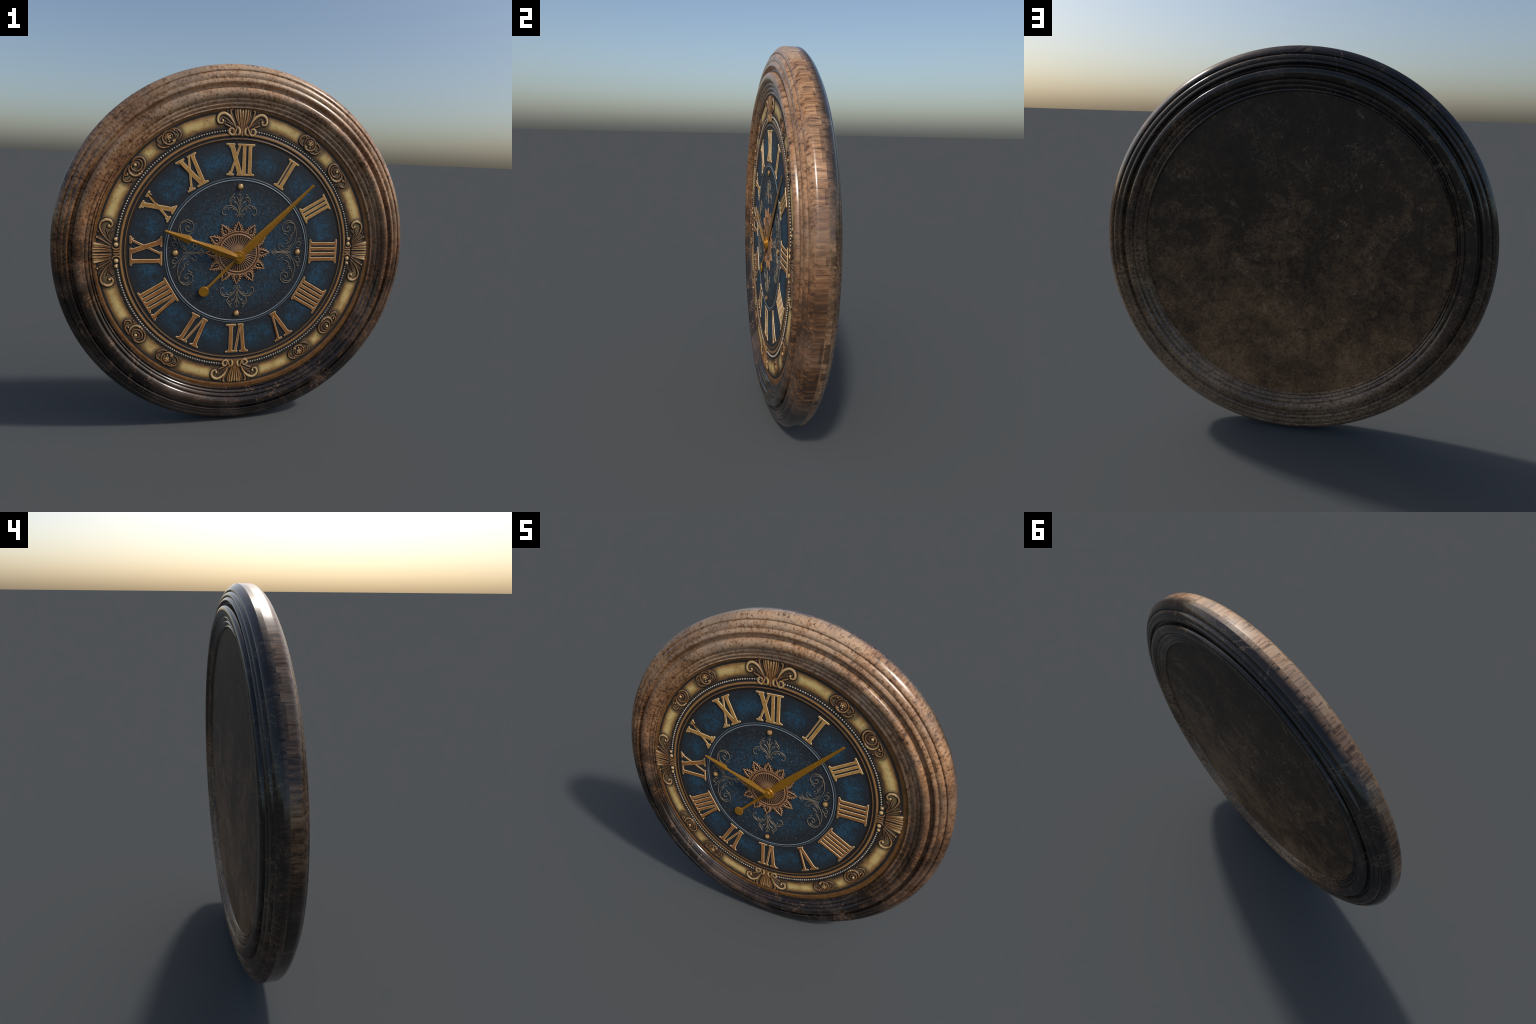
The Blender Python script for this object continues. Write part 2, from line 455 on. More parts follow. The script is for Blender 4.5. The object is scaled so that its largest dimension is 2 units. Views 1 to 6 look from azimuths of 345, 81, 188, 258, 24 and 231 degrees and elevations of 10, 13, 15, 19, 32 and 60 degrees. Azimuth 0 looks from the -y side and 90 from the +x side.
front = lathe("front_moulding", [(0.782, -0.02)] + [(r * (RIM_R if r > .96 else 1), -d) for r, d in PROFILE] + [(RIM_R, SEAM)], 320, shift=eccentric(-1))
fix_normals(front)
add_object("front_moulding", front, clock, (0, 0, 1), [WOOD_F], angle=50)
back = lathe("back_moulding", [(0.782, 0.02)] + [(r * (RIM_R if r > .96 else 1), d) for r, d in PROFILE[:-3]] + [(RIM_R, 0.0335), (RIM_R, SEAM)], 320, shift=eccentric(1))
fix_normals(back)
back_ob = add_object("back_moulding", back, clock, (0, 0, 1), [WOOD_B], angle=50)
for e in back.edges:                       # the rear arris of the rim stays crisp
    if all(abs(back.vertices[i].co.y - 0.0335) < 1e-4 and hypot(back.vertices[i].co.x - RIM_C[0], back.vertices[i].co.z) > 0.998 for i in e.vertices):
        e.use_edge_sharp = True
board = disc("back_panel", 0.803, 0.0650, 6)
add_object("back_panel", board, clock, (0, 0, 1), [BOARD])

# ---- dial plate (concentric parts)
dial = disc("dial", 0.600, 0.0, 8)
dial = add_object("dial", dial, clock, DIAL_C, [ENAMEL])

def ring_part(name, prof, mat, parent=dial, seg=256, loc=(0, 0, 0), angle=60):
    me = lathe(name, [(r, -h) for r, h in prof], seg)
    return add_object(name, me, parent, loc, [mat], angle=angle)

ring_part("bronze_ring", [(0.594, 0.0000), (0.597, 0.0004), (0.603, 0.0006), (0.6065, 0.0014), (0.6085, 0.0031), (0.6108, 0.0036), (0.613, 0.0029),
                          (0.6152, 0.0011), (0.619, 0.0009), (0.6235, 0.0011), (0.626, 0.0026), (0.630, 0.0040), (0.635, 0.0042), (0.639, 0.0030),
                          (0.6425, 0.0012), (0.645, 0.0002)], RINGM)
ring_part("pearl_channel", [(0.6445, 0.0004), (0.6475, 0.0009), (0.6620, 0.0009), (0.665, 0.0024), (0.6665, 0.0024), (0.668, 0.0008)], TARN)
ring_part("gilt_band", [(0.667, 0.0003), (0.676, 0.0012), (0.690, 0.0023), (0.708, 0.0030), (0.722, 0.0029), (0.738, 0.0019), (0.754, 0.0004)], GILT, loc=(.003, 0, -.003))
ring_part("outer_fillet", [(0.7515, 0.0003), (0.753, 0.0020), (0.7545, 0.0020), (0.7565, 0.0008), (0.759, 0.0022), (0.761, 0.0020), (0.763, 0.0004)], TARN, loc=(.006, 0, -.007))
ring_part("outer_lip", [(0.7625, 0.0006), (0.766, 0.0022), (0.771, 0.0034), (0.776, 0.0034), (0.782, 0.0020), (0.790, 0.0006), (0.806, 0.0)], LIP, loc=(.006, 0, -.007))
ring_part("blued_ring", [(0.3885, 0.0000), (0.3910, 0.0006), (0.3925, 0.0022), (0.3942, 0.0027), (0.3960, 0.0017), (0.3980, 0.0007), (0.4025, 0.0007),
                         (0.4045, 0.0015), (0.4062, 0.0019), (0.4080, 0.0010), (0.4100, 0.0)], STEEL)

ring_part("dial_ground", [(0.590, -0.0008), (0.660, -0.0004), (0.760, -0.0004), (0.806, -0.0006)], TARN)
pearls = Relief()
NP = 288
for i in range(NP):
    a = 2 * pi * (i + 0.5) / NP
    if min(abs(sin(a)), abs(cos(a))) < 0.088: continue
    pearls.bead((0.6548 * sin(a), 0.6548 * cos(a)), 0.0053 + random.uniform(-0.0006, 0.0004), 0.85, 10, 4)
ob = add_object("pearl_border", pearls.mesh("pearl_border"), dial, (0, -0.0009, 0), [PEARL], angle=0)
ob["kind"] = "stuff"

# ---- numerals: strokes are united into one outline, then cut as bevelled plates
R0, R1, CAP = 0.417, 0.586, 0.0105
def bar(a, wa, b, wb):
    """Stroke polygon between (t, r) points with tangential widths."""
    return [(a[0] - wa / 2, a[1]), (a[0] + wa / 2, a[1]), (b[0] + wb / 2, b[1]), (b[0] - wb / 2, b[1])]
def stem(t0, w, t1=None, w1=None):
    return bar((t0, R0 + .002), w, (t0 if t1 is None else t1, R1 - .002), w1 or w)
def slab(t0, t1, outer):
    """Serif slab with slightly knobbed tips, along the inner or outer end."""
    if t0 > t1: t0, t1 = t1, t0
    s = -1 if outer else 1
    r = R1 if outer else R0
    P = [(t0 + .001, r), (t1 - .001, r), (t1 + .0015, r + s * .003), (t1 + .001, r + s * .008), (t1 - .0025, r + s * .0105),
         (t1 - .006, r + s * CAP), (t0 + .006, r + s * CAP), (t0 + .0025, r + s * .0105), (t0 - .001, r + s * .008), (t0 - .0015, r + s * .003)]
    return P
def bracket(t, side, outer, size=0.011):
    """Concave fillet between a stem edge at t and its slab; side -1 / +1 is the outward direction."""
    s = -1 if outer else 1
    r = (R1 if outer else R0) + s * (CAP - .001)
    P = [(t - side * .003, r - s * .003), (t + side * size, r - s * .003)]
    for k in range(6):
        g = (pi / 2) * k / 5
        P.append((t + side * size * (1 - sin(g)), r + s * size * 1.3 * (1 - cos(g))))
    P.append((t - side * .003, r + s * size * 1.3))
    return P
def stems(edges, wl=True, wr=True):
    """Row of upright stems given (left, right) edges, with outer brackets."""
    out = [[(a, R0 + .002), (b, R0 + .002), (b, R1 - .002), (a, R1 - .002)] for a, b in edges]
    for o in (False, True):
        if wl: out.append(bracket(edges[0][0], -1, o))
        if wr: out.append(bracket(edges[-1][1], 1, o))
    return out

NUMERALS = {
    12: [slab(-.083, -.037, 1), slab(-.079, -.041, 0), slab(-.021, .073, 1), slab(-.023, .072, 0),
         bar((-.004, .420), .027, (-.0545, .584), .025), bar((-.0595, .420), .013, (-.0060, .584), .012),
         stem(.0155, .019), stem(.0475, .019), bracket(.057, 1, 0), bracket(.057, 1, 1), bracket(-.066, -1, 1), bracket(-.042, 1, 1, .006),
         bracket(-.065, -1, 0), bracket(-.053, 1, 0)],
    11: [slab(-.070, -.020, 1), slab(-.084, -.040, 0), slab(-.002, .051, 1), slab(-.025, .040, 0),
         bar((.004, .420), .024, (-.044, .584), .024), bar((-.0635, .420), .013, (.010, .584), .012),
         stem(.013, .020, .028, .020), bracket(.023, 1, 0), bracket(.038, 1, 1), bracket(-.056, -1, 1), bracket(-.032, 1, 1, .006),
         bracket(-.069, -1, 0), bracket(-.057, 1, 0)],
    10: [slab(.004, .039, 1), slab(-.065, -.019, 1), slab(-.006, .045, 0), slab(-.056, -.021, 0),
         bar((.020, .420), .026, (-.0415, .584), .025), bar((-.0385, .420), .013, (.0215, .584), .013),
         bracket(-.053, -1, 1), bracket(-.030, 1, 1), bracket(.032, 1, 0), bracket(.008, -1, 0), bracket(.028, 1, 1), bracket(.015, -1, 1),
         bracket(-.044, -1, 0), bracket(-.032, 1, 0)],
    9: [slab(.050, .088, 1), slab(-.070, .024, 1), slab(.030, .085, 0), slab(-.071, .003, 0),
        bar((.058, .420), .027, (.004, .584), .025), bar((-.010, .420), .013, (.0700, .584), .013),
        stem(-.0470, .021), bracket(-.0575, -1, 0), bracket(-.0575, -1, 1), bracket(-.0365, 1, 0, .009), bracket(-.0365, 1, 1, .009), bracket(.071, 1, 0), bracket(.046, -1, 0),
        bracket(.076, 1, 1), bracket(.064, -1, 1), bracket(.015, 1, 1)],
    8: [slab(-.070, .080, 0), slab(-.050, .081, 1), slab(-.098, -.061, 1)] +
       stems([(.049, .069), (.020, .040), (-.0095, .011)], False, True) +
       [bar((-.028, .420), .016, (-.0275, .584), .018), bar((-.046, .420), .018, (-.0800, .584), .021), bracket(-.0905, -1, 1), bracket(-.0695, 1, 1), bracket(-.055, -1, 0), bracket(-.036, -1, 1)],
    7: [slab(-.002, .046, 0), slab(-.054, -.022, 0), slab(-.013, .055, 1), slab(-.086, -.034, 1),
        stem(.0230, .021, .027, .021), bar((-.030, .420), .012, (.0030, .584), .012), bar((-.0395, .420), .018, (-.0610, .584), .023),
        bracket(.0345, 1, 0), bracket(.0385, 1, 1), bracket(.0115, -1, 0), bracket(-.072, -1, 1), bracket(-.050, 1, 1), bracket(-.049, -1, 0, .006), bracket(-.005, -1, 1, .008)],
    6: [slab(.000, .055, 0), slab(-.043, -.012, 0), slab(-.012, .057, 1), slab(-.075, -.026, 1),
        stem(.0275, .021, .0275, .022), bar((-.024, .420), .012, (-.0005, .584), .013), bar((-.0330, .420), .018, (-.0485, .584), .022),
        bracket(.038, 1, 0), bracket(.0385, 1, 1), bracket(.017, -1, 0), bracket(-.0595, -1, 1), bracket(-.0375, 1, 1), bracket(-.041, -1, 0, .005), bracket(-.007, -1, 1, .007)],
    5: [slab(-.025, .013, 0), slab(.013, .060, 1), slab(-.056, -.002, 1),
        bar((-.001, .420), .012, (.0370, .584), .013), bar((-.0100, .420), .020, (-.0300, .584), .022),
        bracket(.0435, 1, 1), bracket(.0305, -1, 1), bracket(-.041, -1, 1), bracket(-.019, 1, 1), bracket(-.019, -1, 0, .006), bracket(.005, 1, 0, .006)],
    4: [slab(-.068, .078, 0), slab(-.066, .094, 1)] +
       stems([(-.051, -.0345), (-.0245, -.0075), (.0025, .0195), (.0295, .0465), (.0565, .0730)]),
    3: [slab(-.067, .071, 0), slab(-.067, .072, 1)] + stems([(-.0515, -.0345), (-.0235, -.0055), (.0065, .0245), (.0365, .0560)]),
    2: [slab(-.037, .056, 0), slab(-.042, .053, 1)] + stems([(-.0270, -.0105), (-.0015, .0150), (.0245, .0410)]),
    1: [slab(-.026, .036, 0), slab(-.024, .042, 1)] + stems([(-.0115, -.0030), (.0055, .0250)]),
}

def union_outline(polys):
    """Boundary loops of the union of simple polygons."""
    V, Fc = [], []
    for k, p in enumerate(polys):
        area = sum(p[i][0] * p[(i + 1) % len(p)][1] - p[(i + 1) % len(p)][0] * p[i][1] for i in range(len(p)))
        if area < 0: p = p[::-1]
        b = len(V)
        j = 1e-5 * k                      # keeps edges from coinciding exactly
        V += [Vector((x + j, y + j * 0.7)) for x, y in p]
        Fc.append(list(range(b, b + len(p))))
    v, e, f, _, _, owner = delaunay_2d_cdt(V, [], Fc, 1, 1e-7)
    half = {}
    for tri, own in zip(f, owner):
        if not own: continue
        for i in range(len(tri)):
            half[(tri[i], tri[(i + 1) % len(tri)])] = True
    nxt = {}
    for a, b in half:
        if (b, a) not in half: nxt.setdefault(a, []).append(b)
    loops = []
    while nxt:
        s = next(iter(nxt)); lp = [s]; c = nxt[s].pop()
        if not nxt[s]: del nxt[s]
        while c != s:
            lp.append(c)
            if c not in nxt: break
            d = nxt[c].pop()
            if not nxt[c]: del nxt[c]
            c = d
        pts = [(v[i].x, v[i].y) for i in lp]
        # drop tiny edges and specks
        q = [pts[0]]
        for p in pts[1:]:
            if hypot(p[0] - q[-1][0], p[1] - q[-1][1]) > 0.0006: q.append(p)
        if len(q) > 2 and hypot(q[0][0] - q[-1][0], q[0][1] - q[-1][1]) < 0.0006: q.pop()
        ar = abs(sum(q[i][0] * q[(i + 1) % len(q)][1] - q[(i + 1) % len(q)][0] * q[i][1] for i in range(len(q)))) / 2 if len(q) > 2 else 0
        if ar > 6e-6: loops.append(q)
    return loops

def plate_mesh(name, loops, thick, bevel, grow=None):
    """Flat plate with rounded upper edge made from a filled 2D curve; lies on y = 0 rising to -y."""
    cu = bpy.data.curves.new(name, "CURVE")
    cu.dimensions = "2D"; cu.fill_mode = "BOTH"
    cu.extrude = thick / 2 - bevel * 0.5; cu.bevel_depth = bevel; cu.bevel_resolution = 2; cu.offset = -bevel if grow is None else grow
    for lp in loops:
        sp = cu.splines.new("POLY")
        sp.points.add(len(lp) - 1)
        for p, (x, y) in zip(sp.points, lp): p.co = (x, y, 0, 1)
        sp.use_cyclic_u = True
    tmp = bpy.data.objects.new("tmp", cu); COL.objects.link(tmp)
    dg = bpy.context.evaluated_depsgraph_get(); dg.update()
    me = bpy.data.meshes.new_from_object(tmp.evaluated_get(dg), depsgraph=dg)
    bpy.data.objects.remove(tmp); bpy.data.curves.remove(cu)
    me.name = name
    me.materials.clear()
    for vtx in me.vertices:
        x, y, zz = vtx.co
        vtx.co = (x, -(zz + thick * 0.30), y)
    me.update()
    fix_normals(me)
    top = min(me.polygons, key=lambda p: p.center.y)
    if top.normal.y > 0: me.flip_normals()
    return me

def paint_edges(me):
    """Material slot 1 for the rounded edge, slot 0 for the flat face."""
    for p in me.polygons:
        p.material_index = 0 if abs(p.normal.y) > 0.97 else 1

for n, polys in NUMERALS.items():
    loops = union_outline(polys)
    me = plate_mesh("numeral", loops, 0.0030, 0.0019)
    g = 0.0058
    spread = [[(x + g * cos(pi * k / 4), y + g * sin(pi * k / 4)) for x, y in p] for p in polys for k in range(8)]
    seat = plate_mesh("numeral_shadow_plate", union_outline(spread), 0.0010, 0.0002)  # near-black plate, wider than the numeral, modelled as its drop shadow
    a = radians(30 * n)
    ca, sa = cos(a), sin(a)
    for m in (me, seat):
        for vtx in m.vertices:
            t, y, r = vtx.co
            vtx.co = (t * ca + r * sa, y, -t * sa + r * ca)
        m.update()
    add_object("numeral_shadow_plate", seat, dial, (0, 0, 0), [TARN], angle=30)
    mat = BRASS_NUM if n in (10, 11, 12, 1, 2) else BROWN_NUM
    ob = add_object("numeral", me, dial, (0, 0, 0), [mat, EDGE_NUM], angle=30)
    paint_edges(me)

# ---- gilt ornament on the band
def polar_xf(deg, r0, mir=1):
    a = radians(deg)
    def f(p):
        t, r = p[0] * mir, p[1] + r0
        return (t * cos(a) + r * sin(a), -t * sin(a) + r * cos(a))
    return f

def shell_vertical(grow=0.0):
    R = Relief(grow); R.FAT = 1.22
    for m in (1, -1):
        X = polar_xf(0, 0.70, m)
        R.stroke([(-.034, -.037), (-.051, -.001), (-.074, .027), (-.102, .039), (-.125, .029), (-.134, .008), (-.128, -.010), (-.111, -.012), (-.105, -.001), (-.108, .006)], .0035, .0045, .0075, xf=X)
        R.bead((-.107, .001), .0075, xf=X)
        R.stroke([(-.039, -.029), (-.065, -.007), (-.087, .010), (-.105, .016)], .0030, .0035, xf=X)
        R.stroke([(-.051, -.024), (-.070, -.012), (-.090, -.004)], .0022, .0028, xf=X)
        R.stroke([(-.060, -.031), (-.081, -.023), (-.100, -.015)], .0036, .0034, .0045, xf=X)
        R.stroke([(-.026, -.020), (-.040, -.058), (-.054, -.070), (-.070, -.060), (-.070, -.044), (-.058, -.036), (-.047, -.044), (-.050, -.054), (-.056, -.053)], .0036, .0040, .0062, xf=X)
        R.stroke([(-.031, -.036), (-.046, -.006), (-.059, .025), (-.066, .050), (-.062, .058), (-.055, .056)], .0032, .0052, .0040, xf=X)
        R.bead((-.083, .050), .0045, xf=X)
        R.stroke([(-.002, -.064), (-.005, -.035), (-.010, .001), (-.017, .070)], .0026, .0062, .0046, xf=X)
        R.stroke([(-.010, -.046), (-.018, -.012), (-.027, .027), (-.030, .068)], .0026, .0052, .0046, xf=X)
        R.stroke([(-.012, -.035), (-.026, -.005), (-.038, .031), (-.041, .064)], .0024, .0040, .0040, xf=X)
        R.stroke([(-.027, -.074), (-.016, -.060), (-.016, -.041), (-.031, -.021)], .0030, .0020, .0068, xf=X)
        R.stroke([(-.009, -.073), (-.009, -.055), (-.011, -.040)], .0030, .0030, .0042, xf=X)
    R.stroke([(0, -.079), (0, -.035), (0, .070)], .0048, .0070, .0040)
    # centre stroke is drawn at the ornament's own place
    k = len(R.V)
    n = (7 * 2 + 1) * 9
    for i in range(k - n, k):
        x, y, z = R.V[i]; R.V[i] = (x, y, z + 0.70)
    return R.mesh("acanthus_ornament")

def shell_lateral(grow=0.0):
    R = Relief(grow); R.FAT = 1.22
    for m in (1, -1):
        X = polar_xf(90, 0.70, m)
        R.stroke([(.048, -.025), (.075, .003), (.107, .025), (.138, .035), (.165, .024), (.175, .001), (.168, -.021), (.149, -.029), (.135, -.018), (.140, -.007), (.147, -.009)], .0028, .0050, .0050, xf=X)
        R.stroke([(.160, .028), (.174, .004), (.169, -.018), (.155, -.027)], .0040, .0050, .0075, xf=X)
        R.bead((.143, -.011), .0072, xf=X)
        R.stroke([(.037, -.022), (.062, .015), (.083, .048)], .0032, .0044, xf=X)
        R.bead((.083, .050), .0058, xf=X)
        R.bead((.110, .043), .0040, xf=X)
        R.stroke([(.051, -.025), (.085, -.008), (.117, -.001)], .0022, .0032, xf=X)
        R.stroke([(.053, -.024), (.096, -.013), (.122, -.030)], .0022, .0032, xf=X)
        R.bead((.117, .000), .0045, xf=X)
        R.stroke([(.029, -.022), (.040, .016), (.050, .074)], .0028, .0090, .0050, xf=X)
        R.stroke([(.024, -.022), (.033, .020), (.036, .074)], .0024, .0058, .0040, xf=X)
        R.stroke([(.016, -.022), (.022, .029), (.023, .078)], .0028, .0060, .0048, xf=X)
        R.stroke([(.008, -.025), (.009, .029), (.008, .078)], .0036, .0062, .0048, xf=X)
        R.bead((.043, -.045), .0128, .6, xf=X)
        R.bead((.072, -.044), .0108, .6, xf=X)
        R.stroke([(.037, -.025), (.024, -.030), (.018, -.045), (.024, -.061), (.037, -.065)], .0032, .0028, .0046, xf=X)
        R.stroke([(.007, -.025), (.007, -.070)], .0044, .0044, xf=X)
    return R.mesh("acanthus_ornament")

def rose_ornament(grow=0.0):
    """Oval cartouche with a rose, drawn at the upper left (mirrored for the others)."""
    R = Relief(grow); R.FAT = 1.22
    X = polar_xf(-32.9, 0.70)
    R.stroke([(-.018, .041), (-.046, .037), (-.060, .026), (-.053, .016)], .0026, .0030, .0042, xf=X)
    R.stroke([(-.020, -.026), (-.053, -.014), (-.067, .006), (-.064, .018)], .0024, .0028, .0044, xf=X)
    R.stroke([(-.066, .010), (-.050, .000), (-.036, .004)], .0024, .0024, xf=X)
    R.stroke([(.018, .045), (.046, .040), (.064, .022), (.066, .000), (.052, -.014), (.028, -.020)], .0026, .0024, .0044, xf=X)
    R.stroke([(.030, .038), (.048, .028), (.054, .010)], .0022, .0028, xf=X)
    R.bead((.044, .032), .0052, xf=X); R.bead((.050, .022), .0036, xf=X)
    R.stroke([(.030, -.006), (.036, .016), (.026, .036), (.004, .046), (-.020, .038), (-.032, .018), (-.028, -.006), (-.008, -.020), (.014, -.018), (.024, -.006)], .0030, .0052, .0042, xf=X)
    R.stroke([(.016, .000), (.022, .016), (.012, .030), (-.006, .032), (-.018, .020), (-.018, .004)], .0026, .0040, .0038, xf=X)
    for k in range(5):
        g = 2 * pi * k / 5 + .3
        R.bead((.001 + .0095 * cos(g), .016 + .0095 * sin(g)), .0066, .7, xf=X)
    R.bead((.001, .016), .0058, 1.1, xf=X)
    R.bead((-.008, -.004), .0055, xf=X); R.bead((.012, -.010), .0060, xf=X); R.bead((-.030, .000), .0036, xf=X)
    return R.mesh("rose_ornament")

def scroll_ornament(grow=0.0):
    R = Relief(grow); R.FAT = 1.22
    X = polar_xf(-50.8, 0.70)
    R.stroke([(.000, .040), (.022, .043), (.045, .031), (.053, .010), (.043, -.012), (.022, -.025), (-.004, -.027)], .0026, .0030, .0048, xf=X)
    R.stroke([(.004, .040), (.026, .033), (.036, .012), (.024, -.009), (-.002, -.015), (-.022, -.002), (-.024, .020), (-.008, .034), (.010, .030), (.018, .014), (.008, .001), (-.006, .004)], .0026, .0030, .0042, xf=X)
    R.stroke([(-.018, .036), (-.036, .030), (-.047, .012), (-.044, -.011), (-.028, -.025), (-.006, -.029), (.010, -.024)], .0026, .0034, .0058, xf=X)
    R.bead((.001, .019), .0092, .8, xf=X)
    R.bead((-.020, -.026), .0066, xf=X); R.bead((-.004, -.028), .0058, xf=X)
    R.stroke([(-.020, .042), (-.055, .038), (-.073, .028), (-.067, .016), (-.058, .017)], .0024, .0034, .0042, xf=X)
    R.bead((-.060, .019), .0056, xf=X)
    R.stroke([(-.078, .032), (-.096, .012), (-.091, -.004), (-.077, -.011), (-.063, -.008)], .0024, .0036, .0046, xf=X)
    R.bead((-.070, -.023), .0046, xf=X)
    return R.mesh("scroll_ornament")

def turned(me, name, sx, sz):
    m = me.copy(); m.name = name
    bm = bmesh.new(); bm.from_mesh(m)
    for v in bm.verts: v.co.x *= sx; v.co.z *= sz
    if sx * sz < 0: bmesh.ops.reverse_faces(bm, faces=bm.faces)
    bm.to_mesh(m); bm.free()
    return m

BAND_Y = -0.0027
sv, sl, ro, sc = shell_vertical(), shell_lateral(), rose_ornament(), scroll_ornament()
for me, name, places in ((sv, "acanthus_ornament", [(1, 1), (1, -1)]), (sl, "acanthus_ornament", [(1, 1), (-1, 1)]),
                         (ro, "rose_ornament", [(1, 1), (-1, 1), (1, -1), (-1, -1)]), (sc, "scroll_ornament", [(1, 1), (-1, 1), (1, -1), (-1, -1)])):
    for sx, sz in places:
        m = me if (sx, sz) == (1, 1) else turned(me, name, sx, sz)
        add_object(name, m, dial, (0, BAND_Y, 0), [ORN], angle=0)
for fn, places in ((shell_vertical, [(1, 1), (1, -1)]), (shell_lateral, [(1, 1), (-1, 1)]),
                   (rose_ornament, [(1, 1), (-1, 1), (1, -1), (-1, -1)]), (scroll_ornament, [(1, 1), (-1, 1), (1, -1), (-1, -1)])):
    me = fn(0.0042)  # widened flat copy whose dark rim is the ornament's contact shadow
    for sx, sz in places:
        add_object("ornament_shadow_plate", me if (sx, sz) == (1, 1) else turned(me, "ornament_shadow_plate", sx, sz), dial, (0, -0.0030, 0), [TARN], angle=0)

# ---- filigree on the inner field
def filigree():
    R = Relief()
    w = 0.0021
    for sx in (1, -1):
        for sz in (1, -1):
            X = lambda p: (p[0] * sx, (p[1] + .010 if False else p[1]) * sz - .004)
            S = lambda pts, a=w, b=None, c=None: R.stroke(pts, a, b, c, h=.8, K=5, per=6, xf=X)
            S([(.277, .139), (.286, .146), (.295, .138), (.290, .122), (.272, .116), (.254, .126), (.250, .148), (.262, .170), (.284, .179), (.310, .170), (.328, .140), (.334, .094), (.325, .056), (.308, .026), (.288, .010), (.266, .006), (.245, .014), (.231, .030), (.234, .044), (.244, .044)], .0018, .0014, .0022)
            R.bead((.279, .140), .0050, .5, 10, 3, xf=X)
            S([(.322, .150), (.320, .118), (.308, .096), (.298, .094)]); S([(.316, .160), (.298, .168), (.278, .166), (.266, .156)])
            S([(.265, .017), (.289, .020), (.308, .040)], .0012, .0012, .0022); S([(.282, .030), (.300, .036), (.312, .054)], .0012, .0012, .0020)
            S([(.274, .046), (.290, .056), (.300, .070), (.290, .080)]); S([(.262, .030), (.250, .036), (.252, .048)]); S([(.284, .062), (.276, .068)])
            S([(.256, .110), (.270, .104), (.278, .096)]); S([(.296, .084), (.312, .086)])
            S([(.330, .040), (.338, .054), (.352, .060), (.364, .052), (.360, .040), (.350, .040)]); S([(.336, .030), (.346, .024), (.356, .028)])
            S([(.344, .066), (.352, .078), (.362, .082)])
            S([(.188, .002), (.220, .002), (.256, .002), (.296, .002), (.312, .010)], .0014, .0012, .0022)
            S([(.205, .024), (.212, .012), (.226, .004), (.250, .003)]); S([(.190, .002), (.200, .010), (.206, .010)])
        for sz, off in ((1, 0), (-1, 0)):
            X = lambda p: (p[0] * sx, p[1] * sz)
            S = lambda pts, a=w, b=None, c=None: R.stroke(pts, a, b, c, h=.8, K=5, per=6, xf=X)
            S([(-.004, .200), (-.008, .216), (-.020, .238), (-.040, .252), (-.061, .255), (-.081, .249), (-.094, .234), (-.096, .219), (-.089, .206), (-.079, .204), (-.075, .211)], .0020, .0022, .0024)
            S([(-.006, .212), (-.014, .224), (-.028, .236), (-.043, .243), (-.057, .242), (-.064, .234), (-.060, .229)], .0014, .0022, .0022)
            S([(-.030, .233), (-.042, .231)]); S([(-.066, .247), (-.080, .240), (-.086, .230)])
            S([(-.003, .225), (-.007, .245), (-.014, .263), (-.024, .275), (-.035, .280)], .0014, .0026, .0022); S([(-.022, .272), (-.032, .270)])
            S([(-.044, .258), (-.054, .267), (-.058, .280), (-.052, .293), (-.041, .301), (-.032, .298), (-.034, .290)], .0016, .0024, .0026)
            S([(-.052, .272), (-.046, .284), (-.036, .287)]); S([(-.046, .303), (-.038, .313), (-.030, .318)])
            S([(-.006, .190), (-.016, .206), (-.025, .208)], .0014, .0026); R.bead((-.014, .193), .0034, .7, 8, 3, xf=X)
            S([(-.003, .262), (-.009, .285), (-.016, .303)], .0014, .0024); S([(-.003, .280), (-.012, .292)]); S([(-.008, .309), (-.001, .321)])
    for sz in (1, -1):
        R.stroke([(0, .188 * sz), (0, .250 * sz), (0, .320 * sz)], .0018, .0012, .0030, h=.6, K=5)
    # worn flecks of the same inlay scattered between the sprays
    rnd = random.Random(5)
    for i in range(420):
        a, r = rnd.uniform(0, 2 * pi), rnd.uniform(.20, .375)
        c = (r * sin(a), r * cos(a)); g = rnd.uniform(0, pi); l = rnd.uniform(.002, .0055)
        b = rnd.uniform(-.002, .002)
        R.stroke([(c[0] - l * cos(g), c[1] - l * sin(g)), (c[0] + b * sin(g), c[1] - b * cos(g)), (c[0] + l * cos(g), c[1] + l * sin(g))], .0010, .0008, .0014, h=.3, K=4, per=3)
    return R.mesh("filigree")
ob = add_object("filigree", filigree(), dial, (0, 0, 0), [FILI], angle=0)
ob["kind"] = "stuff"

# brass studs on a dark disc
for p in ((0, .3585), (0, -.3535), (-.348, -.004), (.346, -.004)):
    seat = lathe("stud_dark_disc", [(0.0001, -.0006), (.0205, -.0005), (.0235, .0002)], 32)
    s = Relief(); s.bead((0, 0), .0172, .50, 28, 10)
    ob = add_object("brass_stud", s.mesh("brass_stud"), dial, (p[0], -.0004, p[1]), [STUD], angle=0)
    add_object("stud_dark_disc", seat, dial, (p[0], 0, p[1]), [TARN])

# ---- sunburst rosette in the middle
MC = (DIAL_C[0] - .002, DIAL_C[1], DIAL_C[2] - .0085)
def fluted_disc():
    V, F = [], []
    seg, rings, R = 44 * 8, 16, .1045
    for k in range(rings + 1):
        t = k / rings
        r = .004 + (R - .004) * t
        for i in range(seg):
            a = 2 * pi * i / seg
            flute = cos(44 * a)
            dome = .0014 + .0062 * max(0, 1 - (r / .075) ** 2) ** 1.5
            amp = .0011 * min(1, max(0, (r - .030) / .035))
            V.append((r * sin(a), -(dome + amp * flute), r * cos(a)))
    for k in range(rings):
        for i in range(seg):
            j = (i + 1) % seg
            F.append((k * seg + i, (k + 1) * seg + i, (k + 1) * seg + j, k * seg + j))
    F.append(tuple(range(seg)))
    me = mesh_from("medallion", V, F); fix_normals(me)
    return me
